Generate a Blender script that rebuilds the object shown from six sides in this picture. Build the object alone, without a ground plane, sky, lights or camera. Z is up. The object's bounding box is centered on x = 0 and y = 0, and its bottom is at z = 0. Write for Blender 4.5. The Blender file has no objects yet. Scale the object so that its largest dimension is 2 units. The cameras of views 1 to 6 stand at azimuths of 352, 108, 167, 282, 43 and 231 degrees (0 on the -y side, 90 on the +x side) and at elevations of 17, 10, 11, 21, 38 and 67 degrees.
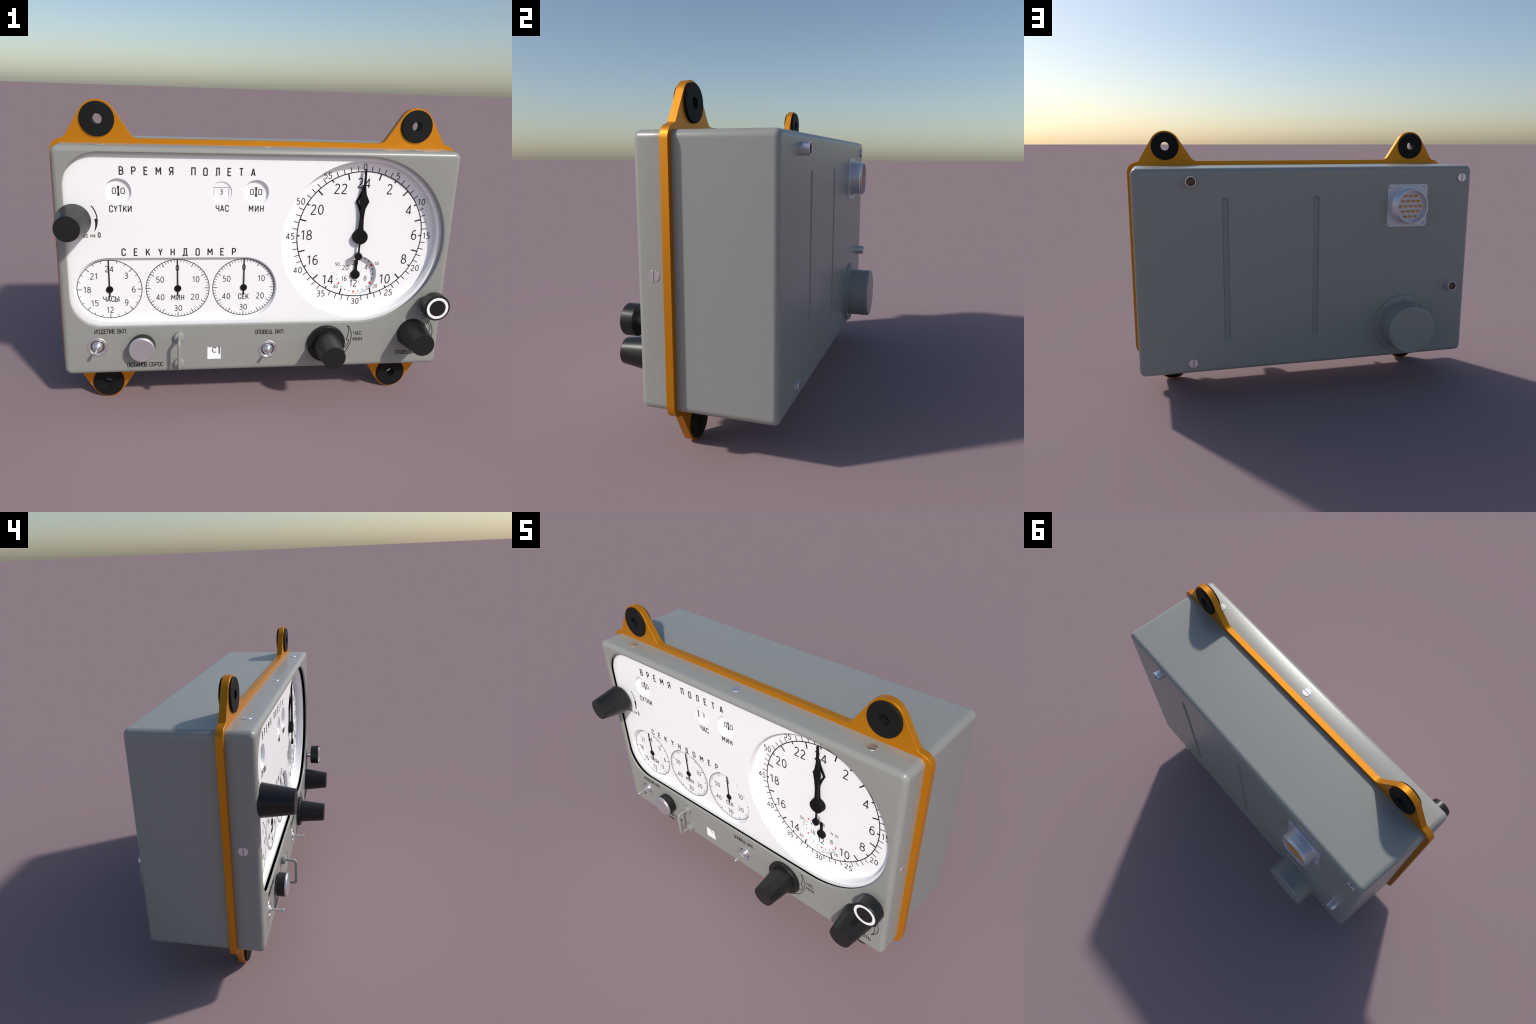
# Flight clock: grey sheet-metal case, orange mounting frame with rubber grommets,
# white face with a 24 h dial, three stopwatch dials, counter windows, knobs and switches.
import bpy, math
from math import sin, cos, pi, radians, hypot, atan2, tan
from mathutils import Vector
from mathutils.geometry import tessellate_polygon

# ------------------------------------------------------------------ main measures (metres)
FRONT, BACK = -0.276, 0.319            # outer faces of the case
FRAME_F, FRAME_B = -0.1440, -0.1095     # orange frame
HX, Z0, Z1 = 0.9724, 0.2005, 1.3384       # case half width, bottom, top
ZC = 0.769                             # mid height, the frame is mirrored about it
PANEL = -0.247                         # white face
DIAL = -0.1995                         # floor of the 24 h dial
SUB = -0.172                           # floor of the small alarm dial
STOPW = -0.228                         # floor of the stopwatch recess
AP_C, AP_R = (0.508, 0.883), 0.4245    # round end of the front opening
MAIN_C = (0.5146, 0.9013)              # centre of the printed 24 h scale
SUB_C = (0.5142, 0.6846)
STOP_C = [(-0.7418, 0.6374), (-0.4103, 0.639), (-0.0803, 0.640)]

# ------------------------------------------------------------------ materials
def material(name, base, rough=0.5, metal=0.0, grain=0.0, grain_scale=200.0, bump=0.0, coat=0.0, spec=0.5):
    m = bpy.data.materials.new(name)
    m.use_nodes = True
    nt = m.node_tree
    b = nt.nodes["Principled BSDF"]
    b.inputs["Base Color"].default_value = (*base, 1)
    b.inputs["Roughness"].default_value = rough
    b.inputs["Metallic"].default_value = metal
    b.inputs["Specular IOR Level"].default_value = spec
    b.inputs["Coat Weight"].default_value = coat
    b.inputs["Coat Roughness"].default_value = 0.25
    if grain or bump:
        tc = nt.nodes.new("ShaderNodeTexCoord")
        no = nt.nodes.new("ShaderNodeTexNoise")
        no.inputs["Scale"].default_value = grain_scale
        no.inputs["Detail"].default_value = 3
        nt.links.new(tc.outputs["Object"], no.inputs["Vector"])
        if grain:
            rp = nt.nodes.new("ShaderNodeValToRGB")
            rp.color_ramp.elements[0].position = 0.3
            rp.color_ramp.elements[1].position = 0.7
            rp.color_ramp.elements[0].color = (*[c * (1 - grain) for c in base], 1)
            rp.color_ramp.elements[1].color = (*[min(1, c * (1 + grain)) for c in base], 1)
            nt.links.new(no.outputs["Fac"], rp.inputs["Fac"])
            nt.links.new(rp.outputs["Color"], b.inputs["Base Color"])
        if bump:
            bp = nt.nodes.new("ShaderNodeBump")
            bp.inputs["Strength"].default_value = bump
            bp.inputs["Distance"].default_value = 0.001
            nt.links.new(no.outputs["Fac"], bp.inputs["Height"])
            nt.links.new(bp.outputs["Normal"], b.inputs["Normal"])
    return m

GREY = material("grey_paint", (0.305, 0.307, 0.283), 0.33, grain=0.012, grain_scale=60)
ORANGE = material("orange_paint", (0.68, 0.248, 0.003), 0.42, 0.55, grain=0.06, grain_scale=420, bump=0.10)
WHITE = material("white_enamel", (0.985, 0.978, 0.985), 0.35, grain=0.006, grain_scale=30)  # base lifted towards 1 so sunlit panel and recess wall burn out together
RUBBER = material("black_rubber", (0.010, 0.010, 0.010), 0.6, spec=0.15, grain=0.08, grain_scale=150)
PLASTIC = material("black_plastic", (0.013, 0.013, 0.013), 0.36, spec=0.35, grain=0.06, grain_scale=120)
INK = material("black_ink", (0.014, 0.014, 0.014), 0.6, spec=0.35)
HANDBLACK = material("black_lacquer", (0.004, 0.004, 0.004), 0.6, spec=0.2)
RED = material("red_ink", (0.90, 0.02, 0.02), 0.6)
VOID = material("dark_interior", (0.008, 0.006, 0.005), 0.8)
BROWN = material("brown_insulator", (0.16, 0.085, 0.05), 0.6, grain=0.25, grain_scale=140)
STEEL = material("bright_steel", (0.79, 0.78, 0.81), 0.28, 0.85)
CHROME = material("chrome", (0.76, 0.75, 0.76), 0.20, 0.86)
ALLOY = material("brushed_alloy", (0.78, 0.78, 0.82), 0.30, 0.7, grain=0.03, grain_scale=300)
PALE = material("pale_alloy", (0.62, 0.62, 0.68), 0.42, 0.35)
SLOT = material("slot_dark_grey", (0.34, 0.34, 0.35), 0.5, 0.5)  # slot floor in a darker grey than the screw head
GOLD = material("gilded_pin", (0.95, 0.42, 0.02), 0.4, 0.15)

# ------------------------------------------------------------------ object helpers
root = bpy.data.objects.new("flight_clock", None)
bpy.context.collection.objects.link(root)
root["label"] = "grey cockpit clock with white dials and orange mounting frame"
root["category"] = "clock"

def link(name, me, parent=None, loc=None):
    ob = bpy.data.objects.new(name, me)
    bpy.context.collection.objects.link(ob)
    ob.parent = parent or root
    if loc:
        ob.location = loc
    return ob

def mesh(name, verts, faces, mat, angle=35, weighted=False, parent=None, loc=None, fmats=None):
    me = bpy.data.meshes.new(name)
    me.from_pydata([tuple(v) for v in verts], [], faces)
    for m in (mat if isinstance(mat, (list, tuple)) else [mat]):
        me.materials.append(m)
    if fmats:
        for p, i in zip(me.polygons, fmats):
            p.material_index = i
    me.update()
    if angle:
        for p in me.polygons:
            p.use_smooth = True
        me.set_sharp_from_angle(angle=radians(angle))
    ob = link(name, me, parent, loc)
    if weighted:
        w = ob.modifiers.new("weighted", "WEIGHTED_NORMAL")
        w.keep_sharp = True
        w.weight = 100
    return ob

class Build:
    """Collects loops, bands and fills; a loop is a list of (x, z) put on a plane y."""
    def __init__(self):
        self.v, self.f, self.m, self.n = [], [], [], []
    def loop(self, pts, y, tilt=None, inward=False):
        """tilt: angle of the shading normal between outwards (0) and straight to -y (90) or +y (-90)."""
        i, k = len(self.v), len(pts)
        self.v += [(p[0], y, p[1]) for p in pts]
        if tilt is not None:
            t = radians(tilt)
            for j in range(k):
                a, c = pts[j - 1], pts[(j + 1) % k]
                o = Vector((c[1] - a[1], a[0] - c[0])).normalized() * (-1 if inward else 1)
                self.n.append((o.x * cos(t), -sin(t), o.y * cos(t)))
        return list(range(i, len(self.v)))
    def band(self, a, b, closed=True, mi=0):
        n = len(a)
        for k in range(n if closed else n - 1):
            j = (k + 1) % n
            self.f.append((a[k], a[j], b[j], b[k])); self.m.append(mi)
    def fill(self, loops, front, mi=0):
        """loops[0] is the outside, the others are holes; front: normal towards -y."""
        idx = [i for l in loops for i in l]
        tris = tessellate_polygon([[Vector((self.v[i][0], self.v[i][2], 0)) for i in l] for l in loops])
        for t in tris:
            t = [idx[k] for k in t]
            a, b, c = (self.v[k] for k in t)
            up = (b[0] - a[0]) * (c[2] - a[2]) - (b[2] - a[2]) * (c[0] - a[0])
            if abs(up) < 1e-12:
                continue
            if (up > 0) != front:
                t = t[::-1]
            self.f.append(tuple(t)); self.m.append(mi)
    def done(self, name, mat, **kw):
        if self.n:                                        # wind every face to agree with its shading normals
            for i, f in enumerate(self.f):
                p = [Vector(self.v[k]) for k in f]
                g = sum(((p[k] - p[0]).cross(p[k + 1] - p[0]) for k in range(1, len(p) - 1)), Vector())
                if g.dot(sum((Vector(self.n[k]) for k in f), Vector())) < 0:
                    self.f[i] = f[::-1]
        ob = mesh(name, self.v, self.f, mat, fmats=self.m, **kw)
        if self.n:
            ob.data.normals_split_custom_set_from_vertices(self.n)
        return ob

def arc(cx, cz, r, a0, a1, n):
    return [(cx + r * cos(radians(a0 + (a1 - a0) * k / n)), cz + r * sin(radians(a0 + (a1 - a0) * k / n))) for k in range(n + 1)]

def circle(c, r, n=64):
    return [(c[0] + r * cos(2 * pi * k / n), c[1] + r * sin(2 * pi * k / n)) for k in range(n)]

def round_rect(x0, x1, z0, z1, r, n=6):
    return (arc(x1 - r, z0 + r, r, -90, 0, n) + arc(x1 - r, z1 - r, r, 0, 90, n)
            + arc(x0 + r, z1 - r, r, 90, 180, n) + arc(x0 + r, z0 + r, r, 180, 270, n))

def fillet(pts, closed=True, n=6):
    """Polyline of (x, z[, radius]); corners with a radius are rounded."""
    out, m = [], len(pts)
    for i, p in enumerate(pts):
        r = p[2] if len(p) > 2 else 0
        if r <= 0 or (not closed and i in (0, m - 1)):
            out.append((p[0], p[1])); continue
        P = Vector(p[:2]); a = Vector(pts[i - 1][:2]) - P; b = Vector(pts[(i + 1) % m][:2]) - P
        la, lb = a.length, b.length
        a /= la; b /= lb
        ang = math.acos(max(-1, min(1, a.dot(b))))
        if ang > pi - 1e-3:
            out.append((p[0], p[1])); continue
        d = min(r / tan(ang / 2), la * 0.5, lb * 0.5)
        r = d * tan(ang / 2)
        c = P + (a + b).normalized() * (r / sin(ang / 2))
        s, e = P + a * d, P + b * d
        t0, t1 = atan2(s.y - c.y, s.x - c.x), atan2(e.y - c.y, e.x - c.x)
        dt = (t1 - t0 + pi) % (2 * pi) - pi
        out += [(c.x + r * cos(t0 + dt * k / n), c.y + r * sin(t0 + dt * k / n)) for k in range(n + 1)]
    return out

def plate(name, outline, y0, y1, mat, holes=(), **kw):
    """Flat piece between y0 (front) and y1 (back), outline counter-clockwise seen from the front."""
    b = Build()
    f, k = [b.loop(outline, y0)], [b.loop(outline, y1)]
    for h in holes:
        f.append(b.loop(h, y0)); k.append(b.loop(h, y1))
    b.fill(f, True); b.fill(k, False)
    b.band(f[0], k[0])
    for i in range(1, len(f)):
        b.band(k[i], f[i])
    for i, q in enumerate(b.f):                       # make side walls face outwards
        pass
    return b.done(name, mat, **kw)

def turned(name, c, profile, mat, n=48, fmats=None, **kw):
    """Surface of revolution about the y axis through c=(x, z); profile = [(radius, y), ...]."""
    v, f, mi = [], [], []
    ring = []
    for r, y in profile:
        if r < 1e-6:
            ring.append([len(v)]); v.append((c[0], y, c[1]))
        else:
            ring.append(list(range(len(v), len(v) + n)))
            v += [(c[0] + r * cos(2 * pi * k / n), y, c[1] + r * sin(2 * pi * k / n)) for k in range(n)]
    for s in range(len(ring) - 1):
        a, b = ring[s], ring[s + 1]
        for k in range(n):
            j = (k + 1) % n
            if len(a) == 1 and len(b) == 1: continue
            if len(a) == 1: f.append((a[0], b[j], b[k]))
            elif len(b) == 1: f.append((a[k], a[j], b[0]))
            else: f.append((a[k], a[j], b[j], b[k]))
            mi.append(fmats[s] if fmats else 0)
    return mesh(name, v, f, mat, fmats=mi, **kw)

def tube(name, path, r, mat, n=14, **kw):
    """Round rod along a path of 3D points, closed ends."""
    P = [Vector(p) for p in path]
    v, f = [], []
    for i, p in enumerate(P):
        d = (P[min(i + 1, len(P) - 1)] - P[max(i - 1, 0)]).normalized()
        u = d.cross(Vector((1, 0, 0))).normalized(); w = d.cross(u)
        v += [p + (u * cos(2 * pi * k / n) + w * sin(2 * pi * k / n)) * r for k in range(n)]
    for i in range(len(P) - 1):
        for k in range(n):
            j = (k + 1) % n
            f.append((i * n + k, i * n + j, (i + 1) * n + j, (i + 1) * n + k))
    f.append(tuple(range(n))[::-1]); f.append(tuple(range((len(P) - 1) * n, len(P) * n)))
    return mesh(name, v, f, mat, **kw)

# ------------------------------------------------------------------ printed lettering (stroke font)
def spline(pts, n=7):
    p = [pts[0]] + list(pts) + [pts[-1]]
    out = []
    for i in range(1, len(p) - 2):
        a, b, c, d = p[i - 1], p[i], p[i + 1], p[i + 2]
        for k in range(n):
            t = k / n
            out.append(tuple(0.5 * ((2 * b[q]) + (c[q] - a[q]) * t + (2 * a[q] - 5 * b[q] + 4 * c[q] - d[q]) * t * t
                                    + (3 * b[q] - a[q] - 3 * c[q] + d[q]) * t ** 3) for q in (0, 1)))
    out.append(pts[-1])
    return out

def oval(cx, cy, rx, ry, n=28):
    return [(cx + rx * cos(2 * pi * k / n), cy + ry * sin(2 * pi * k / n)) for k in range(n + 1)]

def L(*p): return fillet(list(p), closed=False, n=7)
R_ = 0.21
SIX = [(.47, .96), (.35, 1), (.18, .91), (.07, .66), (.045, .36), (.11, .11), (.28, 0), (.47, .09), (.53, .3), (.46, .51), (.29, .60), (.12, .52), (.05, .36)]
GLYPH = {
 # humanist numerals
 "0": (.58, [oval(.29, .5, .25, .5)]), "1": (.42, [L((.30, 0), (.30, 1)), L((.30, .985), (.06, .81))]),
 "2": (.54, [spline([(.05, .85), (.13, .96), (.28, 1), (.44, .93), (.48, .76), (.42, .57), (.28, .38), (.05, .08), (.02, 0)]), L((.0, 0), (.53, 0))]),
 "3": (.53, [spline([(.06, .93), (.24, 1), (.42, .94), (.47, .77), (.39, .59), (.17, .53)]), spline([(.17, .53), (.42, .46), (.51, .27), (.42, .07), (.22, 0), (.03, .06)])]),
 "4": (.58, [L((.43, 0), (.43, 1)), L((.43, .985), (.03, .27)), L((.0, .25), (.58, .25))]),
 "5": (.52, [L((.46, 1), (.11, 1), (.08, .55)), spline([(.08, .55), (.26, .6), (.45, .51), (.51, .31), (.44, .09), (.22, 0), (.03, .05)])]),
 "6": (.56, [spline(SIX)]), "9": (.56, [spline([(.56 - x, 1 - y) for x, y in SIX])]),
 "8": (.55, [oval(.275, .76, .20, .24), oval(.275, .265, .25, .265)]),
 "o": (.52, [L((.26, 0), (.02, 0, .2), (.02, 1, .2), (.50, 1, .2), (.50, 0, .2), (.26, 0))]),   # counter zero
 # condensed capitals
 "А": (.50, [L((0, 0), (.24, 1)), L((.26, 1), (.50, 0)), L((.08, .27), (.42, .27))]),
 "Б": (.46, [L((.44, 1), (0, 1), (0, 0), (.46, 0, R_), (.46, .55, R_), (0, .55))]),
 "В": (.47, [L((.25, .53), (.43, .53, .18), (.43, 1, .22), (0, 1), (0, 0), (.47, 0, .22), (.47, .53, .22), (0, .53))]),
 "Д": (.60, [L((0, -.17), (0, 0), (.60, 0), (.60, -.17)), L((.09, 0), (.16, .35), (.16, 1), (.50, 1), (.50, 0))]),
 "Е": (.44, [L((.44, 1), (0, 1), (0, 0), (.44, 0)), L((0, .52), (.38, .52))]),
 "З": (.47, [L((0, .72), (0, 1, R_), (.45, 1, R_), (.45, .53, .18), (.17, .53)), L((.17, .53), (.47, .53, R_), (.47, 0, R_), (0, 0, R_), (0, .28))]),
 "И": (.48, [L((0, 1), (0, 0)), L((.02, .03), (.46, .97)), L((.48, 1), (.48, 0))]),
 "К": (.48, [L((0, 0), (0, 1)), L((.46, 1), (.02, .36)), L((.17, .57), (.48, 0))]),
 "Л": (.50, [L((.48, 0), (.48, 1), (.13, 1), (.13, .02, .12), (-.02, .02))]),
 "М": (.60, [L((0, 0), (0, 1)), L((.02, .97), (.30, .33)), L((.30, .33), (.58, .97)), L((.60, 1), (.60, 0))]),
 "Н": (.46, [L((0, 0), (0, 1)), L((.46, 0), (.46, 1)), L((0, .5), (.46, .5))]),
 "О": (.47, [L((.235, 0), (0, 0, .22), (0, 1, .22), (.47, 1, .22), (.47, 0, .22), (.235, 0))]),
 "П": (.46, [L((0, 0), (0, 1), (.46, 1), (.46, 0))]),
 "Р": (.46, [L((0, 0), (0, 1), (.46, 1, .24), (.46, .44, .24), (0, .44))]),
 "С": (.46, [L((.46, .70), (.46, 1, .22), (0, 1, .22), (0, 0, .22), (.46, 0, .22), (.46, .30))]),
 "Т": (.48, [L((0, 1), (.48, 1)), L((.24, 1), (.24, 0))]),
 "У": (.50, [L((0, 1), (.25, .44)), L((.25, .44), (.50, 1)), L((.25, .46), (.25, 0))]),
 "Ч": (.46, [L((0, 1), (0, .46, .22), (.46, .46)), L((.46, 1), (.46, 0))]),
 "Щ": (.72, [L((0, 1), (0, 0), (.72, 0), (.72, -.17)), L((.32, 0), (.32, 1)), L((.64, 0), (.64, 1))]),
 "Ы": (.62, [L((0, 1), (0, 0), (.40, 0, .2), (.40, .52, .2), (0, .52)), L((.62, 1), (.62, 0))]),
 "Ь": (.46, [L((0, 1), (0, 0), (.46, 0, R_), (.46, .54, R_), (0, .54))]),
 "Я": (.47, [L((.47, 0), (.47, 1), (.0, 1, .24), (.0, .44, .24), (.47, .44)), L((.24, .44), (-.01, 0))]),
 "C": (.72, [[(.38 + .36 * cos(radians(a)), .5 + .5 * sin(radians(a))) for a in range(45, 316, 15)]]),
 ".": (.10, [L((.03, -.05), (.03, .07))]), " ": (.20, []),
}

def ribbon(V, F, pts, w, y, lift=0.0007):
    """Adds a stroke of width w along pts (x, z), raised by lift from the plane y towards the front."""
    q = [pts[0]]
    for p in pts[1:]:
        if hypot(p[0] - q[-1][0], p[1] - q[-1][1]) > 1e-6:
            q.append(p)
    closed = len(q) > 3 and hypot(q[0][0] - q[-1][0], q[0][1] - q[-1][1]) < 1e-6
    if closed:
        q = q[:-1]
    n = len(q)
    s = len(V)
    for i, p in enumerate(q):
        a = q[i - 1] if (i or closed) else None
        b = q[(i + 1) % n] if (i < n - 1 or closed) else None
        d1 = Vector((p[0] - a[0], p[1] - a[1])).normalized() if a else None
        d2 = Vector((b[0] - p[0], b[1] - p[1])).normalized() if b else None
        d1 = d1 or d2; d2 = d2 or d1
        n1, n2 = Vector((-d1.y, d1.x)), Vector((-d2.y, d2.x))
        mt = n1 + n2
        mt = mt.normalized() if mt.length > 1e-4 else n1
        k = min(1 / max(mt.dot(n1), 0.35), 2.2) * w / 2
        for sg in (1, -1):
            V.append((p[0] + mt.x * k * sg, y - lift, p[1] + mt.y * k * sg))
            V.append((p[0] + mt.x * k * sg, y + 0.0003, p[1] + mt.y * k * sg))
    for i in range(n if closed else n - 1):
        A, B = s + 4 * i, s + 4 * ((i + 1) % n)
        F += [(A + 2, B + 2, B, A), (A, B, B + 1, A + 1), (A + 3, B + 3, B + 2, A + 2)]
    if not closed:
        F += [(s + 2, s, s + 1, s + 3), (s + 4 * n - 4, s + 4 * n - 2, s + 4 * n - 1, s + 4 * n - 3)]

def write(name, text, parent, y, h, zb, x0=None, x1=None, xc=None, gap=0.13, weight=0.13, squeeze=1.0, mat=None):
    """Text with cap height h (outside of strokes) on base line zb, fitted between x0 and x1 or centred on xc."""
    w = weight * h
    hh, sc = h - w, (h - w) * squeeze
    widths = [GLYPH[c][0] * sc + w for c in text]
    if x0 is not None and x1 is not None:
        g = (x1 - x0 - sum(widths)) / max(1, len(text) - 1)
        x = x0
    else:
        g = gap * h
        x = xc - (sum(widths) + g * (len(text) - 1)) / 2
    V, F, k = [], [], 0
    for c, wd in zip(text, widths):
        for st in GLYPH[c][1]:
            ribbon(V, F, [(x + w / 2 + px * sc, zb + w / 2 + pz * hh) for px, pz in st], w, y, 0.0007 + 0.00006 * (k % 4))
            k += 1
        x += wd + g
    return mesh(name, V, F, mat or INK, angle=0, parent=parent)

def marks(name, strokes, parent, y, mat=None):
    V, F = [], []
    for i, (pts, w) in enumerate(strokes):
        ribbon(V, F, pts, w, y, 0.0006 + 0.00005 * (i % 3))
    return mesh(name, V, F, mat or INK, angle=0, parent=parent)

def numeral(text, c, h, parent, y, weight=0.10, gap=0.08, squeeze=1.0, mat=None):
    return write("numeral", text, parent, y, h, c[1] - h / 2, xc=c[0], gap=gap, weight=weight, squeeze=squeeze, mat=mat)

# ------------------------------------------------------------------ case: front and rear housings
def aperture(o=0.0, n=10):
    """Front opening, grown outwards by o: rounded left corners, half-round right end."""
    r = 0.155 + o
    x0, z0, z1 = -0.927 - o, AP_C[1] - AP_R - o, AP_C[1] + AP_R + o
    return ([(x0 + r + (AP_C[0] - x0 - r) * k / 8, z0) for k in range(8)]
            + arc(AP_C[0], AP_C[1], AP_R + o, -90, 90, 56)
            + [(AP_C[0] + (x0 + r - AP_C[0]) * k / 8, z1) for k in range(1, 8)]
            + arc(x0 + r, z1 - r, r, 90, 180, 14) + arc(x0 + r, z0 + r, r, 180, 270, 14)[:-1])

def case_loop(inset, rc=0.034):
    return round_rect(-HX + inset, HX - inset, Z0 + inset, Z1 - inset, max(0.004, rc - inset), 7)

FR = 0.025                                               # fillet of the case edges
SEG = 8
TOGGLES = ((-0.808, 0.350), (0.0485, 0.3137))
LETTER = round_rect(-0.2625, -0.1876, 0.2669, 0.3385, 0.002, 2)
b = Build()
prev = b.loop(case_loop(0), FRAME_F, 0)
for k in range(SEG + 1):
    a = radians(90 * k / SEG)
    cur = b.loop(case_loop(FR * (1 - cos(a))), FRONT + FR * (1 - sin(a)), 9 + 77 * k / SEG)
    b.band(cur, prev); prev = cur
LIP = 0.006
ap = b.loop(aperture(LIP), FRONT, 88, True)
win = b.loop(LETTER, FRONT, 90)
togs = [b.loop(circle(c, 0.0475, 40), FRONT, 90) for c in TOGGLES]
b.fill([prev, ap, win] + togs, True)
prev = ap
for k in range(1, 5):                                    # rolled lip of the opening
    a = radians(90 * k / 4)
    cur = b.loop(aperture(LIP * (1 - sin(a))), FRONT + LIP * (1 - cos(a)), 90 - 90 * k / 4, True)
    b.band(cur, prev); prev = cur
cur = b.loop(aperture(0), FRONT + 0.0105, 0, True); b.band(cur, prev)
front_housing = b.done("front_housing", GREY, angle=180)

b = Build()                                              # cut edges of the small holes
for h in [LETTER] + [circle(c, 0.0475, 40) for c in TOGGLES]:
    f, k = b.loop(h, FRONT), b.loop(h, FRONT + 0.006); b.band(k, f)
b.done("hole_edges", GREY, angle=30, parent=front_housing)

b = Build()                                              # dark inside of the case behind the opening
fa, f0, f1 = b.loop(aperture(0.0), FRONT + 0.0105), b.loop(aperture(0.018), FRONT + 0.0145), b.loop(case_loop(0.012), FRONT + 0.0145)
b.band(fa, f0)
f2 = b.loop(case_loop(0.012), FRAME_F + 0.01)
b.fill([f1, f0], False)
b.band(f1, f2); b.fill([f2], True)
b.done("case_lining", VOID, angle=30)

b = Build()                                              # rear housing with two pressed grooves
prev = b.loop(case_loop(0), FRAME_B, 0)
for k in range(SEG + 1):
    a = radians(90 * k / SEG)
    cur = b.loop(case_loop(FR * (1 - cos(a))), BACK - FR * (1 - sin(a)), -(4 + 83 * k / SEG))
    b.band(prev, cur); prev = cur
gw, za, zb = 0.0180, 0.3560, 1.1857
def groove(gx, w, e):
    return [(gx - w, za + e), (gx, za + e - 0.013 * w / gw), (gx + w, za + e), (gx + w, zb - e), (gx, zb - e + 0.013 * w / gw), (gx - w, zb - e)]
holes = [b.loop(groove(gx, gw, 0.013), BACK, -90) for gx in (0.4852, -0.0242)]
b.fill([prev] + holes, False)
rear_housing = b.done("rear_housing", GREY, angle=180)
for gx in (0.4852, -0.0242):
    b = Build()
    o = b.loop(groove(gx, gw, 0.013), BACK)
    i = b.loop(groove(gx, 0.0105, 0.024), BACK - 0.012)
    b.band(o, i); b.fill([i], False)
    b.done("pressed_groove", GREY, angle=20, parent=rear_housing)

# ------------------------------------------------------------------ orange frame and rubber grommets
LUG_X, LUG_Z, LUG_R, BAR = 0.778, 1.449, 0.089, 1.3628
aL, aR = radians(57), radians(59.4)
quarter = [(0.0, BAR)]                                   # upper right quarter from the middle to the right side
tl = (LUG_X - LUG_R * sin(aL), LUG_Z + LUG_R * cos(aL)); tr = (LUG_X + LUG_R * sin(aR), LUG_Z + LUG_R * cos(aR))
foot_l = (tl[0] - (tl[1] - BAR) / tan(aL), BAR, 0.045)
foot_r = (tr[0] + (tr[1] - BAR) / tan(aR), BAR + 0.001, 0.03)
q = fillet([(0.2, BAR), foot_l, tl], closed=False, n=6)[:-1]
q += arc(LUG_X, LUG_Z, LUG_R, 180 - 33, 90 - 59.4, 20)
q += fillet([tr, foot_r, (0.943, 1.3605)], closed=False, n=5)[1:-1]
q += arc(0.94, 1.30, 0.06, 84, 0, 5)
right = q + [(x, 2 * ZC - z) for x, z in reversed(q)]
outline = right + [(-x, z) for x, z in reversed(right)]
outline = outline[::-1]
lugs = [(sx * LUG_X, z) for sx in (1, -1) for z in (LUG_Z, 2 * ZC - LUG_Z)]
b = Build()
c = 0.0006
def shrink(pts, d):
    n, out = len(pts), []
    for i in range(n):
        a, p, e = Vector(pts[i - 1]), Vector(pts[i]), Vector(pts[(i + 1) % n])
        d1, d2 = (p - a).normalized(), (e - p).normalized()
        nn = (Vector((-d1.y, d1.x)) + Vector((-d2.y, d2.x))).normalized()
        out.append((p.x + nn.x * d, p.y + nn.y * d))
    return out
inner = shrink(outline, c)
if inner[0][1] > outline[0][1] and outline[0][1] > ZC:
    inner = shrink(outline, -c)
f0, f1 = b.loop(inner, FRAME_F), b.loop(outline, FRAME_F + c)
k1, k0 = b.loop(outline, FRAME_B - c), b.loop(inner, FRAME_B)
hf = [b.loop(circle(l, 0.040, 32), FRAME_F) for l in lugs]
hk = [b.loop(circle(l, 0.040, 32), FRAME_B) for l in lugs]
b.fill([f0] + hf, True); b.fill([k0] + hk, False)
b.band(f0, f1); b.band(f1, k1); b.band(k1, k0)
for x, y in zip(hf, hk):
    b.band(x, y)
frame = b.done("mounting_frame", ORANGE, angle=42)
import bmesh
def fix_normals(ob):
    bm = bmesh.new(); bm.from_mesh(ob.data)
    bmesh.ops.recalc_face_normals(bm, faces=bm.faces[:]); bm.to_mesh(ob.data); bm.free()
fix_normals(frame)

gf, gb, ch = -0.1553, -0.0975, 0.0025
first = None
for l in lugs:
    if first is None:
        first = turned("rubber_grommet", (0, 0), [(0.0245, gb), (0.080 - ch, gb), (0.080, gb - ch), (0.080, FRAME_B + 0.0005), (0.038, FRAME_B + 0.0005),
                       (0.038, FRAME_F - 0.0005), (0.080, FRAME_F - 0.0005), (0.080, gf + ch), (0.080 - ch, gf), (0.0255, gf), (0.0245, gf + 0.001), (0.0245, gb)],
                       RUBBER, n=56, parent=frame)
        fix_normals(first)
        first.location = (l[0], 0, l[1])
    else:
        link("rubber_grommet", first.data, frame, (l[0], 0, l[1]))

# ------------------------------------------------------------------ white face panel and its recesses
REC_C, RIM_R, FLOOR_R = (0.5105, 0.8805), 0.4100, 0.4060
CAP_R = 0.1625
def capsule(o, n=22):
    (xa, za), (xb, zb) = STOP_C[0], STOP_C[2]
    zm = (za + zb) / 2
    r = CAP_R + o
    return ([(xa + (xb - xa) * k / 8, zm - r) for k in range(8)] + arc(xb, zm, r, -90, 90, n)
            + [(xb + (xa - xb) * k / 8, zm + r) for k in range(1, 8)] + arc(xa, zm, r, 90, 270, n)[:-1])

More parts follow.
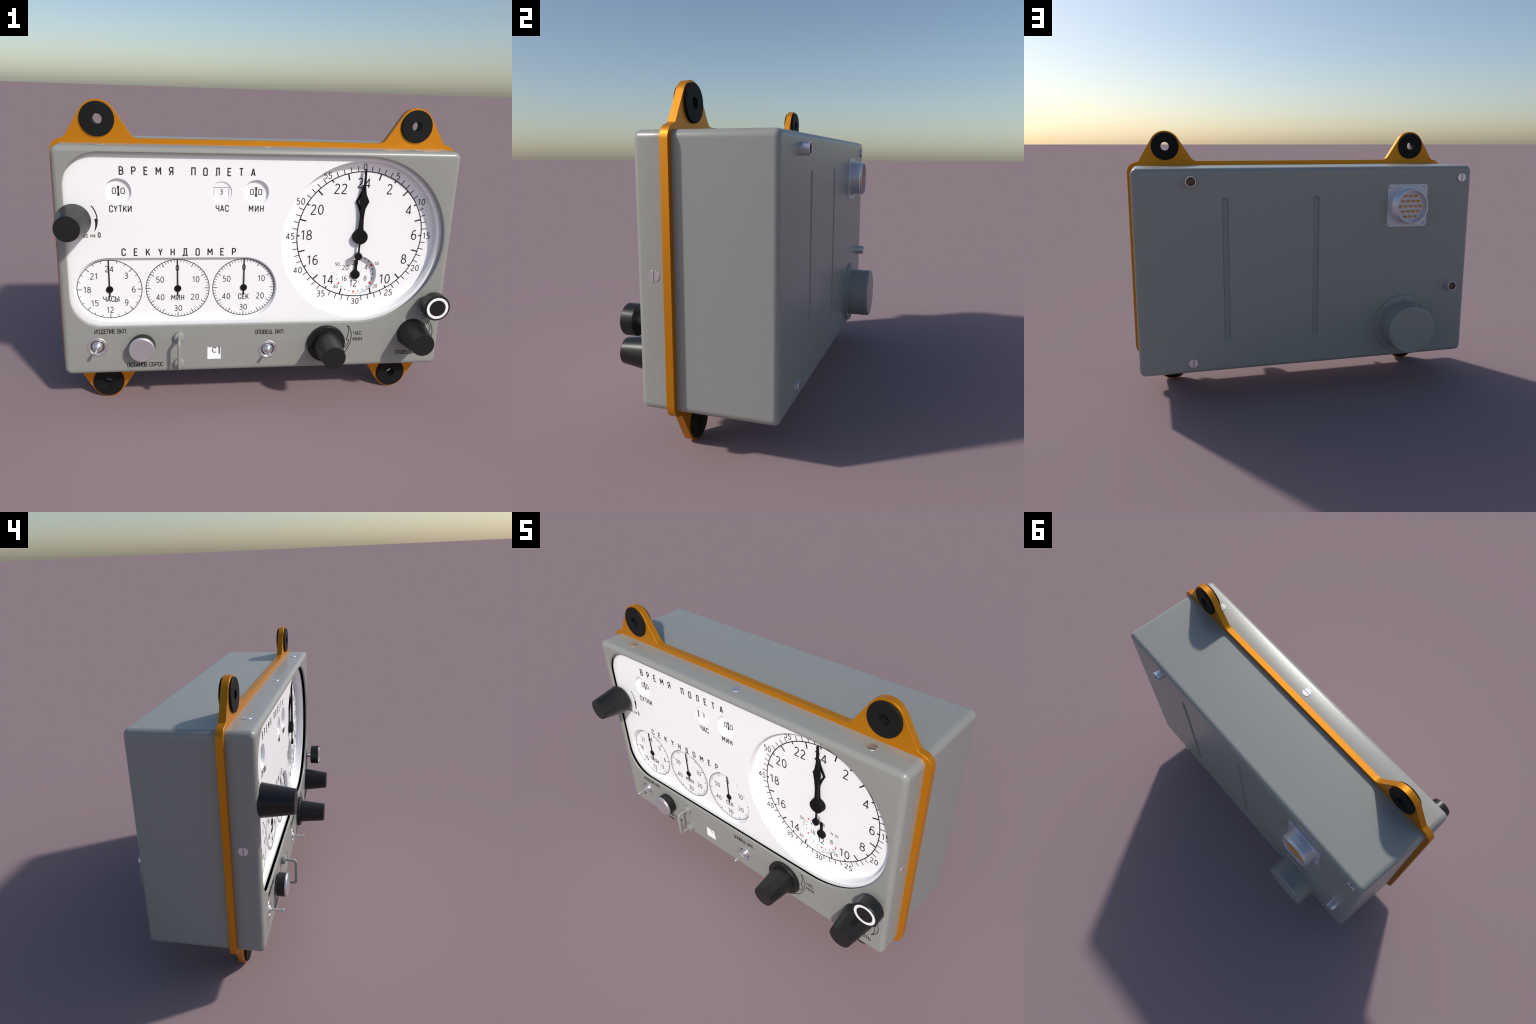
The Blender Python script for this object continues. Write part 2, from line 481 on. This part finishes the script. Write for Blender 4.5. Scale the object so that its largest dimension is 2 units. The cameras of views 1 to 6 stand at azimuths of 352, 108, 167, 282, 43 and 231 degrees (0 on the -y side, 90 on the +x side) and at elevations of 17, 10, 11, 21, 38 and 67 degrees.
WINDOWS = [((-0.6825, 1.1275), 0.0603, -0.2297, -0.2285), ((-0.2007, 1.1285), 0.0500, -0.2415, -0.2365), ((-0.0320, 1.1275), 0.0603, -0.2297, -0.2285)]
b = Build()
outer = b.loop(aperture(0.012), PANEL)
rim = b.loop(circle(REC_C, RIM_R, 128), PANEL)
cap = b.loop(capsule(0.005), PANEL)
wl = [b.loop(circle(c, r + 0.001, 48), PANEL) for c, r, _, _ in WINDOWS]
b.fill([outer, rim, cap] + wl, True)
# round shoulder and wall down to the dial floor
prev = rim
for k in range(1, 5):
    a = radians(90 * k / 4)
    cur = b.loop(circle(REC_C, RIM_R - 0.004 * sin(a), 128), PANEL + 0.004 * (1 - cos(a))); b.band(cur, prev); prev = cur
cur = b.loop(circle(REC_C, FLOOR_R + 0.0003, 128), DIAL - 0.002); b.band(cur, prev); prev = cur
rim_low = b.loop(circle(REC_C, FLOOR_R - 0.0015, 128), DIAL); b.band(rim_low, prev)
prev = cap
for k in range(1, 5):
    a = radians(90 * k / 4)
    cur = b.loop(capsule(0.005 * (1 - sin(a))), PANEL + 0.005 * (1 - cos(a))); b.band(cur, prev); prev = cur
cap_low = b.loop(capsule(-0.003), STOPW); b.band(cap_low, prev)
b.fill([cap_low], True)
for (c, r, yf, _), l in zip(WINDOWS, wl):
    cur = b.loop(circle(c, r, 48), PANEL + 0.001); b.band(cur, l)
    low = b.loop(circle(c, r - 0.002, 48), yf); b.band(low, cur)
    hw, hh = (0.037, 0.0235)
    rect = [(c[0] - hw, c[1] - hh), (c[0] + hw, c[1] - hh), (c[0] + hw, c[1] + hh), (c[0] - hw, c[1] + hh)]
    top = b.loop(rect, yf)
    b.fill([low, top], True)
face_panel = b.done("face_panel", WHITE, weighted=True, angle=40)

SUB_R = 0.106
b = Build()
o = b.loop(circle(REC_C, FLOOR_R, 128), DIAL)
s1 = b.loop(circle(SUB_C, SUB_R + 0.002, 72), DIAL)
s2 = b.loop(circle(SUB_C, SUB_R, 72), DIAL + 0.002)
s3 = b.loop(circle(SUB_C, SUB_R - 0.001, 72), SUB)
b.fill([o, s1], True); b.band(s2, s1); b.band(s3, s2); b.fill([s3], True)
main_dial = b.done("main_dial", WHITE, weighted=True, angle=40)

# counter windows: card behind a rectangular opening, with digits and a black divider
for i, (c, r, yf, yd) in enumerate(WINDOWS):
    hw, hh = 0.037, 0.0235
    b = Build()
    rect = [(c[0] - hw, c[1] - hh), (c[0] + hw, c[1] - hh), (c[0] + hw, c[1] + hh), (c[0] - hw, c[1] + hh)]
    t = b.loop(rect, yf); l = b.loop(rect, yd); b.band(l, t); b.fill([l], True)
    win_ob = b.done("counter_window", WHITE, angle=20)
    if i == 1:
        write("counter_digit", "3", win_ob, yd, 0.0275, c[1] - 0.0135, xc=c[0] + 0.0, weight=0.11)
        plate("counter_divider", [(c[0] - hw + 0.0004, c[1] - hh), (c[0] - hw + 0.0012, c[1] - hh), (c[0] - hw + 0.0012, c[1] + hh), (c[0] - hw + 0.0004, c[1] + hh)], yf + 0.0003, yd, VOID, parent=win_ob, angle=0)
    else:
        for s in (-1, 1):
            write("counter_digit", "o", win_ob, yd, 0.0295, c[1] - 0.0145, xc=c[0] + s * 0.0198, weight=0.12, squeeze=1.25)
        plate("counter_divider", [(c[0] - 0.0054, c[1] - 0.0225), (c[0] + 0.0054, c[1] - 0.0225), (c[0] + 0.0022, c[1]), (c[0] + 0.0052, c[1] + 0.0225), (c[0] - 0.0052, c[1] + 0.0225), (c[0] - 0.0022, c[1])],
              yd - 0.0015, yd + 0.0005, VOID, parent=win_ob, angle=0)

# small square window in the front housing with the letter on its card
b = Build()
t = b.loop(round_rect(-0.2625, -0.1876, 0.2669, 0.3385, 0.002, 2), FRONT + 0.005)
l = b.loop(round_rect(-0.2620, -0.1881, 0.2674, 0.3380, 0.002, 2), -0.2665)
card = b.loop([(-0.2515, 0.289), (-0.1972, 0.289), (-0.1972, 0.3372), (-0.2515, 0.3372)], -0.2665)
card2 = b.loop([(-0.2515, 0.289), (-0.1972, 0.289), (-0.1972, 0.3372), (-0.2515, 0.3372)], -0.2628)
b.band(l, t); b.fill([l, card], True); b.band(card2, card); b.fill([card2], True)
lw = b.done("letter_window", WHITE, angle=20)
write("counter_digit", "C", lw, -0.2628, 0.0325, 0.2955, xc=-0.2268, weight=0.11, squeeze=0.95)
plate("counter_divider", [(-0.2045, 0.2893), (-0.2005, 0.2893), (-0.2005, 0.3369), (-0.2045, 0.3369)], -0.2640, -0.2625, VOID, parent=lw, angle=0)

# ------------------------------------------------------------------ printing on the panel
P = face_panel
write("inscription", "ВРЕМЯ ПОЛЕТА", P, PANEL, 0.0395, 1.2052, x0=-0.6755, x1=-0.0395, weight=0.135)
write("inscription", "СЕКУНДОМЕР", P, PANEL, 0.0385, 0.8140, x0=-0.6768, x1=-0.1245, weight=0.135)
write("inscription", "СУТКИ", P, PANEL, 0.0335, 1.0288, x0=-0.7258, x1=-0.6218, weight=0.125)
write("inscription", "ЧАС", P, PANEL, 0.0335, 1.0335, x0=-0.2275, x1=-0.1648, weight=0.125)
write("inscription", "МИН", P, PANEL, 0.0335, 1.0330, x0=-0.0674, x1=0.0056, weight=0.125)
write("inscription", "СБРОС НА", P, PANEL, 0.0178, 0.9058, x0=-0.8890, x1=-0.7938, weight=0.14)
write("inscription", "О", P, PANEL, 0.0262, 0.9060, xc=-0.7765, weight=0.15, squeeze=0.85)
KL = (-0.8875, 0.992)
marks("arrow_mark", [(arc(KL[0], KL[1], 0.1050, 40, 2, 14), 0.0050)], P, PANEL)
wedge = [(KL[0] + 0.1075 * cos(radians(t)), KL[1] + 0.1075 * sin(radians(t))) for t in range(-33, 4, 3)]
wedge += [(KL[0] + r * cos(radians(t)), KL[1] + r * sin(radians(t))) for t, r in ((3, 0.0920), (-3, 0.0945), (-10, 0.0970), (-18, 0.0995), (-26, 0.1030))]
plate("arrow_mark", wedge, PANEL - 0.0007, PANEL + 0.0003, INK, parent=P, angle=0)

# main 24 h / 60 min scale
D = main_dial
st = [(oval(MAIN_C[0], MAIN_C[1], 0.3279, 0.3279, 144), 0.0048)]
def ray(c, ang, r0, r1):
    return [(c[0] + r * sin(radians(ang)), c[1] + r * cos(radians(ang))) for r in (r0, r1)]
for h in range(24):
    if h != 12: st.append((ray(MAIN_C, h * 15, 0.3295, 0.2945 if h % 2 else 0.3145), 0.0068))
for m in range(60):
    if m % 5:
        st.append((ray(MAIN_C, m * 6, 0.3265, 0.3548), 0.0038))
marks("dial_scale", st, D, DIAL)
for t, x, z in [("24", .514, 1.1718), ("2", .6494, 1.1424), ("4", .7609, 1.0371), ("6", .8038, .9044), ("8", .763, .7746), ("10", .669, .6662),
                ("14", .3616, .6663), ("16", .2736, .7725), ("18", .2344, .905), ("20", .2834, 1.036), ("22", .3966, 1.1419)]:
    numeral(t, (x, z), 0.0525, D, DIAL, weight=0.098, gap=0.10)
for t, x, z in [("0", .5133, 1.2523), ("5", .6872, 1.2078), ("10", .8242, 1.0785), ("15", .8717, .9003), ("20", .8308, .7248), ("25", .6969, .5895), ("30", .5179, .5433),
                ("35", .3293, .5891), ("40", .1997, .7188), ("45", .1515, .8985), ("50", .1972, 1.0781), ("55", .3256, 1.2076)]:
    numeral(t, (x, z), 0.0345, D, DIAL, weight=0.105, gap=0.10)
# small alarm dial: dots, wall ticks, numerals on its floor and around its rim
bd, rd = Build(), Build()
for k in range(24):
    q = Build
    a = k * 15
    c = ray(SUB_C, a, 0.0982, 0.0982)[0]
    t = rd if k % 4 == 0 else bd
    l = t.loop(circle(c, 0.0060 if k % 4 == 0 else 0.0034, 16), SUB - 0.0007)
    t.fill([l], True)
    e = t.loop(circle(c, 0.0060 if k % 4 == 0 else 0.0034, 16), SUB + 0.0003); t.band(e, l)
bd.done("dial_dots", INK, angle=0, parent=D); rd.done("dial_dots", RED, angle=0, parent=D)
V, F = [], []
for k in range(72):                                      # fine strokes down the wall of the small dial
    a, da = 2 * pi * k / 72, 0.0006 / SUB_R
    i = len(V)
    for ang, low in ((a - da, 0), (a + da, 0), (a + da, 1), (a - da, 1)):
        r = SUB_R - (0.0016 if low else 0.0006)
        V.append((SUB_C[0] + r * sin(ang), (SUB - 0.004) if low else (DIAL + 0.003), SUB_C[1] + r * cos(ang)))
    F.append((i, i + 1, i + 2, i + 3))
mesh("wall_ticks", V, F, INK, angle=0, parent=D)
for t, x, z, h in [("24", .5125, .7487, .0275), ("4", .573, .7236, .028), ("8", .573, .662, .028), ("12", .5085, .634, .0385), ("16", .457, .6603, .028), ("20", .4605, .7214, .028)]:
    numeral(t, (x, z), h, D, SUB, weight=0.10)
for t, x, z in [("0", .5150, .8095), ("10", .6183, .7517), ("20", .6214, .6273), ("40", .4064, .6272), ("50", .4077, .7494)]:
    numeral(t, (x, z), 0.0190, D, DIAL, weight=0.11)

# stopwatch dials
def stopwatch(c, ticks, long_every, numerals, label, lx, lz):
    rx, rz = 0.1560, 0.1503
    st = [(oval(c[0], c[1], rx, rz, 96), 0.0034)]
    for k in range(ticks):
        a = 2 * pi * k / ticks
        ln = 0.0225 if k % long_every == 0 else 0.0135
        if ticks == 24 and k % long_every == 0: ln = 0.0215
        p0 = (c[0] + rx * sin(a), c[1] + rz * cos(a)); p1 = (c[0] + (rx - ln) * sin(a), c[1] + (rz - ln) * cos(a))
        st.append(([p0, p1], 0.0033 if k % long_every == 0 else 0.0024))
    d = marks("stopwatch_dial", st, root, STOPW)
    for t, x, z in numerals:
        numeral(t, (x, z), 0.0325, d, STOPW, weight=0.10)
    write("inscription", label, d, STOPW, 0.0310, lz, x0=lx[0], x1=lx[1], weight=0.12)
    y = STOPW
    hub = turned("clock_hand", c, [(0, y - 0.0062), (0.0160, y - 0.0062), (0.0170, y - 0.0054), (0.0170, y)], HANDBLACK, n=32, parent=d)
    fix_normals(hub)
    plate("clock_hand", [(c[0] - 0.0031, c[1] - 0.0380), (c[0] + 0.0031, c[1] - 0.0380), (c[0] + 0.0030, c[1]), (c[0] + 0.0022, c[1] + 0.150), (c[0] - 0.0022, c[1] + 0.150), (c[0] - 0.0030, c[1])],
          y - 0.0056, y - 0.0025, HANDBLACK, parent=d, angle=0)
stopwatch(STOP_C[0], 24, 3, [("24", -.7403, .7427), ("3", -.6605, .7074), ("6", -.6262, .6357), ("9", -.6626, .5675), ("12", -.7441, .5292), ("15", -.8171, .5663), ("18", -.8498, .6362), ("21", -.8144, .7063)],
          "ЧАСЫ", (-0.7755, -0.6975), 0.5715)
stopwatch(STOP_C[1], 60, 5, [("0", -.4114, .7453), ("10", -.3213, .6859), ("20", -.3251, .5925), ("30", -.4094, .5325), ("40", -.4974, .5924), ("50", -.4969, .6852)],
          "МИН", (-0.4430, -0.3790), 0.5745)
stopwatch(STOP_C[2], 60, 5, [("0", -.0814, .7465), ("10", .0087, .6875), ("20", .0049, .5940), ("30", -.0800, .5335), ("40", -.1680, .5937), ("50", -.1672, .6862)],
          "СЕК", (-0.1072, -0.0525), 0.5755)

# hands of the main dial
HC = (0.512, 0.8985)
def spade(x, z0, zs, zt, w, yf, yb, rim, neck, name="clock_hand"):
    """Spade hand: flared foot on the hub, slim neck, diamond (open if rim > 0), slender tip."""
    half = [(0.0135, z0 + 0.030), (0.0092, z0 + 0.050), (neck, zs - 0.085), (neck + 0.0015, zs - 0.062), (0.5 * (w + neck), zs - 0.028), (w, zs), (0.0075, zs + 0.058), (0.0048, zs + 0.078), (0.0035, zt)]
    o = [(x + 0.0135, z0)] + [(x + d, z) for d, z in half] + [(x - d, z) for d, z in reversed(half)] + [(x - 0.0135, z0)]
    hs = [[(x, zs - 0.040), (x + w - rim, zs), (x, zs + 0.040), (x - w + rim, zs)]] if rim else []
    h = plate(name, o, yf, yb, HANDBLACK, holes=hs, parent=main_dial, angle=0)
    fix_normals(h)
    return h
spade(HC[0], HC[1], 1.0790, 1.1640, 0.0345, -0.2095, -0.2030, 0.0098, 0.0066)
spade(HC[0], HC[1], 1.0830, 1.2440, 0.0178, -0.2262, -0.2150, 0, 0.0072)
for y0, y1, r, z in ((-0.2117, DIAL, 0.0385, HC[1]), (-0.2270, -0.2118, 0.0365, HC[1]), (-0.2262, -0.2140, 0.0190, 0.7965)):
    h = turned("clock_hand", (HC[0] - (0.002 if z < .85 else 0), z), [(0, y0), (r - 0.001, y0), (r, y0 + 0.001), (r, y1), (0, y1)], HANDBLACK, n=40, parent=main_dial); fix_normals(h)
plate("clock_hand", [(HC[0] - 0.0055, 0.7965), (HC[0] + 0.0015, 0.7965), (HC[0] + 0.0038, HC[1]), (HC[0] - 0.0038, HC[1])], -0.2225, -0.2150, HANDBLACK, parent=main_dial, angle=0)
h = turned("clock_hand", SUB_C, [(0, -0.1835), (0.0235, -0.1835), (0.0245, -0.1825), (0.0245, SUB)], HANDBLACK, n=36, parent=main_dial); fix_normals(h)
plate("clock_hand", [(SUB_C[0] - 0.0075, SUB_C[1]), (SUB_C[0] + 0.0075, SUB_C[1]), (SUB_C[0] + 0.0060, SUB_C[1] + 0.082), (SUB_C[0] - 0.0060, SUB_C[1] + 0.082)], -0.1830, -0.1760, HANDBLACK, parent=main_dial, angle=0)

# ------------------------------------------------------------------ printing on the front housing
Q = front_housing
write("inscription", "ИЗДЕПИЕ ВКП.", Q, FRONT, 0.0250, 0.4215, x0=-0.8185, x1=-0.6600, weight=0.115)
write("inscription", "ОСТАНОВ СБРОС", Q, FRONT, 0.0255, 0.2352, x0=-0.6665, x1=-0.4865, weight=0.115)
write("inscription", "ОПОВЕЩ. ВКП.", Q, FRONT, 0.0250, 0.4005, x0=-0.0212, x1=0.1315, weight=0.115)
write("inscription", "ОПОВЕЩАТЕПЬ", Q, FRONT, 0.0250, 0.2640, x0=0.7390, x1=0.9033, weight=0.115)
write("inscription", "ЧАС", Q, FRONT, 0.0240, 0.3818, x0=0.4997, x1=0.5428, weight=0.115)
write("inscription", "МИН", Q, FRONT, 0.0232, 0.3478, x0=0.5000, x1=0.5490, weight=0.115)
write("inscription", "СЕК", Q, FRONT, 0.0232, 0.4680, x0=0.8665, x1=0.9070, weight=0.115)
out = spline([(.4650, .4395), (.4808, .4167), (.4893, .3831), (.4871, .345), (.4735, .3078), (.4491, .2722), (.4063, .2432)], 5)
inn = spline([(.4650, .4395), (.4720, .4107), (.4707, .3833), (.4642, .3567)], 5) + [(.4780, .3545)] + spline([(.4780, .3545), (.4735, .335), (.4648, .3136)], 4)[1:] + [(.4527, .3167)] + spline([(.4527, .3167), (.4421, .2878), (.4240, .2650)], 4)[1:]
marks("arrow_mark", [(out, 0.0036), (inn, 0.0036)], Q, FRONT)
out = spline([(.9075, .4545), (.9220, .434), (.9325, .405), (.9350, .378), (.9270, .346), (.9013, .3141)], 5)
inn = [(.9075, .4545), (.9000, .4470)] + spline([(.9000, .4470), (.9150, .428), (.9205, .4045), (.9160, .3880)], 5) + [(.9060, .3915)] + spline([(.9060, .3915), (.9150, .372), (.9170, .350), (.9013, .3141)], 5)
marks("arrow_mark", [(out, 0.0034), (inn, 0.0034)], Q, FRONT)

# ------------------------------------------------------------------ knobs, button, switches, handle
def knob(c, yb, yt, rb, rt, flange=None):
    pr = [(0, yt), (rt - 0.0035, yt), (rt - 0.0010, yt + 0.0010), (rt, yt + 0.0040), (rb, yb)]
    if flange:
        pr += [(flange - 0.004, yb), (flange, yb + 0.004), (flange, FRONT + 0.002)]
    pr += [(0, pr[-1][1])]
    k = turned("control_knob", c, pr, PLASTIC, n=64, angle=40, weighted=True)
    fix_normals(k)
    return k
knob(KL, -0.2745, -0.4330, 0.0815, 0.0588)
knob((0.3540, 0.3420), -0.2970, -0.4550, 0.0735, 0.0590, flange=0.1000)
knob((0.8204, 0.3868), FRONT + 0.002, -0.4320, 0.0810, 0.0590)
RK = (0.9025, 0.5605)
rk = turned("ring_knob", RK, [(0, -0.3665), (0.0425, -0.3665), (0.0430, -0.3660), (0.0575, -0.3660), (0.0580, -0.3668), (0.0645, -0.3668), (0.0680, -0.3630), (0.0680, -0.3110), (0.0660, -0.3090), (0, -0.3090)], PLASTIC, n=64, angle=40)
fix_normals(rk)
wr = turned("white_ring", RK, [(0.0430, -0.3655), (0.0432, -0.3672), (0.0572, -0.3672), (0.0574, -0.3655)], WHITE, n=64, parent=rk, angle=40); fix_normals(wr)
sh = turned("shaft", RK, [(0.0200, -0.3095), (0.0200, -0.2950), (0.0215, -0.2950), (0.0215, FRONT + 0.001)], CHROME, n=32, parent=rk); fix_normals(sh)

BT = (-0.5865, 0.3560)
pb = turned("push_button", BT, [(0, -0.3300), (0.0600, -0.3300), (0.0640, -0.3285), (0.0640, -0.2870), (0.0620, -0.2850), (0.0, -0.2850)], PLASTIC, n=64, angle=40); fix_normals(pb)
cp = turned("button_cap", BT, [(0, -0.3388), (0.045, -0.3392), (0.0575, -0.3405), (0.0600, -0.3400), (0.0632, -0.3360), (0.0640, -0.3320), (0.0638, -0.3283), (0.05, -0.3283)], STEEL, n=64, parent=pb, angle=50); fix_normals(cp)
sh = turned("shaft", BT, [(0.024, -0.2860), (0.024, FRONT + 0.001)], STEEL, n=32, parent=pb); fix_normals(sh)

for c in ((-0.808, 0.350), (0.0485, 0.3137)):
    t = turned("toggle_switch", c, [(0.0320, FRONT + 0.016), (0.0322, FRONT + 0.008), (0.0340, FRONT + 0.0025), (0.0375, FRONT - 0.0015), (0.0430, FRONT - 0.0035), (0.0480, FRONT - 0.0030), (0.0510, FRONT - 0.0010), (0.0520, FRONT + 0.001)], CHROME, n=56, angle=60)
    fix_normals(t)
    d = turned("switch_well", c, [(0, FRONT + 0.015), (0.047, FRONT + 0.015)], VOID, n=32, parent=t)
    yc = FRONT + 0.0170
    pr = [(0.0300 * sin(radians(a)), yc + 0.0300 * cos(radians(a))) for a in range(80, 170, 8)]
    pr += [(0.0054, yc - 0.0302), (0.0056, yc - 0.035), (0.0080, -0.3475), (0.0076, -0.3500), (0.0055, -0.3513), (0, -0.3515)]
    lv = turned("switch_lever", c, pr, CHROME, n=32, parent=t, angle=50); fix_normals(lv)

HXc = -0.405
zt, zb, yo, rb = 0.4005, 0.2565, -0.3590, 0.016
path = [(HXc, FRONT, zt), (HXc, -0.32, zt)]
path += [(HXc, yo + rb - rb * sin(radians(a)), zt - rb + rb * cos(radians(a))) for a in range(0, 91, 15)]
path += [(HXc, yo + rb - rb * cos(radians(a)), zb + rb - rb * sin(radians(a))) for a in range(0, 91, 15)]
path += [(HXc, -0.32, zb), (HXc, FRONT, zb)]
hd = tube("guard_handle", path, 0.0085, GREY, n=18, angle=50); fix_normals(hd)
for z in (zt, zb):
    bs = turned("handle_boss", (HXc, z), [(0.0, -0.3000), (0.0225, -0.3000), (0.0255, -0.2975), (0.0260, FRONT + 0.001)], GREY, n=36, parent=hd, angle=40); fix_normals(bs)

# ------------------------------------------------------------------ slotted screws
def screw_mesh(r, h, slot=0.0024, n=20):
    """Screw head standing on z = 0, slot along x."""
    V, F = [], []
    for s in (1, -1):
        a0 = math.asin(slot / r)
        pts = [(r * cos(a0 + (pi - 2 * a0) * k / n), s * r * sin(a0 + (pi - 2 * a0) * k / n)) for k in range(n + 1)]
        i = len(V)
        ch = min(0.0012, h * 0.4)
        for x, y in pts: V.append((x, y, 0))
        for x, y in pts: V.append((x, y, h - ch))
        for x, y in pts: V.append((x * (1 - ch / r), (y - s * slot) * (1 - ch / r) + s * slot, h))
        m = n + 1
        for lay in (0, m):
            for k in range(m):
                j = (k + 1) % m
                F.append((i + lay + k, i + lay + j, i + lay + m + j, i + lay + m + k))
        F.append(tuple(range(i + 2 * m, i + 3 * m)))
    i = len(V)
    V += [(r * 0.98 * cos(2 * pi * k / 24), r * 0.98 * sin(2 * pi * k / 24), h * 0.25) for k in range(24)]
    F.append(tuple(range(i, i + 24)))
    me = bpy.data.meshes.new("slotted_screw")
    me.from_pydata(V, [], F); me.materials.append(STEEL); me.materials.append(SLOT)
    me.polygons[len(F) - 1].material_index = 1
    bm = bmesh.new(); bm.from_mesh(me); bmesh.ops.recalc_face_normals(bm, faces=bm.faces[:]); bm.to_mesh(me); bm.free()
    return me
flush = screw_mesh(0.0238, 0.0020)
proud = screw_mesh(0.0258, 0.0095)
tiny = screw_mesh(0.0085, 0.0030, 0.0010, 12); tiny.materials[0] = PALE
def screw(me, loc, rot, parent):
    ob = link("slotted_screw", me, parent, loc); ob.rotation_euler = rot; return ob
for x in (-0.763, 0.0124, 0.763):
    screw(flush, (x, -0.198, Z1), (0, 0, 0), front_housing)
    screw(flush, (x, -0.198, Z0), (pi, 0, 0), front_housing)
screw(flush, (HX, -0.198, ZC), (pi / 2, 0, pi / 2), front_housing).rotation_euler = (0, pi / 2, 0)
screw(flush, (-HX, -0.198, ZC), (0, -pi / 2, 0), front_housing)
for x, z in ((0.679, 0.2635), (-0.905, 1.270)):
    screw(proud, (x, BACK, z), (-pi / 2, radians(90), 0), rear_housing)

# ------------------------------------------------------------------ rear fittings
CN = (-0.5695, 1.1138)
cn = plate("connector", round_rect(CN[0] - 0.1225, CN[0] + 0.1225, CN[1] - 0.1222, CN[1] + 0.1222, 0.018, 6), BACK - 0.001, BACK + 0.0035, PALE, angle=30); fix_normals(cn)
pr = [(0.1035, BACK + 0.003), (0.1035, 0.3300), (0.0975, 0.3310)]
y = 0.3320
for k in range(6):
    pr += [(0.0975, y), (0.1015, y + 0.0035), (0.1015, y + 0.0055), (0.0975, y + 0.0085)]
    y += 0.0084
pr += [(0.0962, y + 0.001), (0.0962, 0.3915), (0.0950, 0.3930), (0.0915, 0.3930), (0.0905, 0.3915), (0.0895, 0.3560), (0, 0.3560)]
sl = turned("threaded_sleeve", CN, pr, ALLOY, n=72, parent=cn, angle=30, fmats=[0] * (len(pr) - 2) + [0]); fix_normals(sl)
fl = turned("connector_floor", CN, [(0, 0.3580), (0.0897, 0.3580)], PALE, n=48, parent=cn); fix_normals(fl)
for p in fl.data.polygons: pass
pin = None
for row, cnt in ((2, 3), (1, 4), (0, 5), (-1, 4), (-2, 3)):
    for k in range(cnt):
        c = (CN[0] + (k - (cnt - 1) / 2) * 0.0305, 0, CN[1] + row * 0.0290)
        if pin is None:
            pin = turned("contact_pin", (0, 0), [(0.0052, 0.3575), (0.0052, 0.3805), (0.0036, 0.3840), (0, 0.3845)], GOLD, n=14, parent=cn, angle=40); fix_normals(pin)
            pin.location = c
        else:
            link("contact_pin", pin.data, cn, c)
for sx in (-1, 1):
    for sz in (-1, 1):
        screw(tiny, (CN[0] + sx * 0.1055, BACK + 0.0035, CN[1] + sz * 0.1052), (-pi / 2, 0, 0), cn)

for c in ((0.668, 1.270), (-0.867, 0.6265)):
    s = turned("round_socket", c, [(0.0282, BACK - 0.001), (0.0282, 0.3575), (0.0272, 0.3585), (0.0245, 0.3585), (0.0235, 0.3570), (0.0235, 0.3440)], STEEL, n=40, angle=40)
    fix_normals(s)
    e = turned("socket_insert", c, [(0.0236, 0.3560), (0.0228, 0.3440), (0, 0.3440)], BROWN, n=32, parent=s); fix_normals(e)
    fix = e.data
    for p in fix.polygons:
        p.flip()

CV = (-0.572, 0.4015)
cv = turned("round_cover", CV, [(0.1790, BACK - 0.001), (0.1790, BACK + 0.0105), (0.1770, BACK + 0.0125), (0.1425, BACK + 0.0125), (0.1418, BACK + 0.014), (0.1415, 0.4450), (0.1400, 0.4500), (0.1365, 0.4540), (0.1320, 0.4550), (0, 0.4550)], GREY, n=96, angle=50, weighted=True)
fix_normals(cv)
rv = None
for k in range(8):
    a = radians(90 + 45 * k)
    c = (CV[0] + 0.1605 * cos(a), 0, CV[1] + 0.1605 * sin(a))
    if rv is None:
        rv = turned("rivet", (0, 0), [(0.0085 * cos(radians(t)), BACK + 0.0120 + 0.0065 * sin(radians(t))) for t in (0, 20, 40, 60, 75)] + [(0, BACK + 0.0185)], GREY, n=16, parent=cv, angle=60); fix_normals(rv)
        rv.location = c
    else:
        link("rivet", rv.data, cv, c)
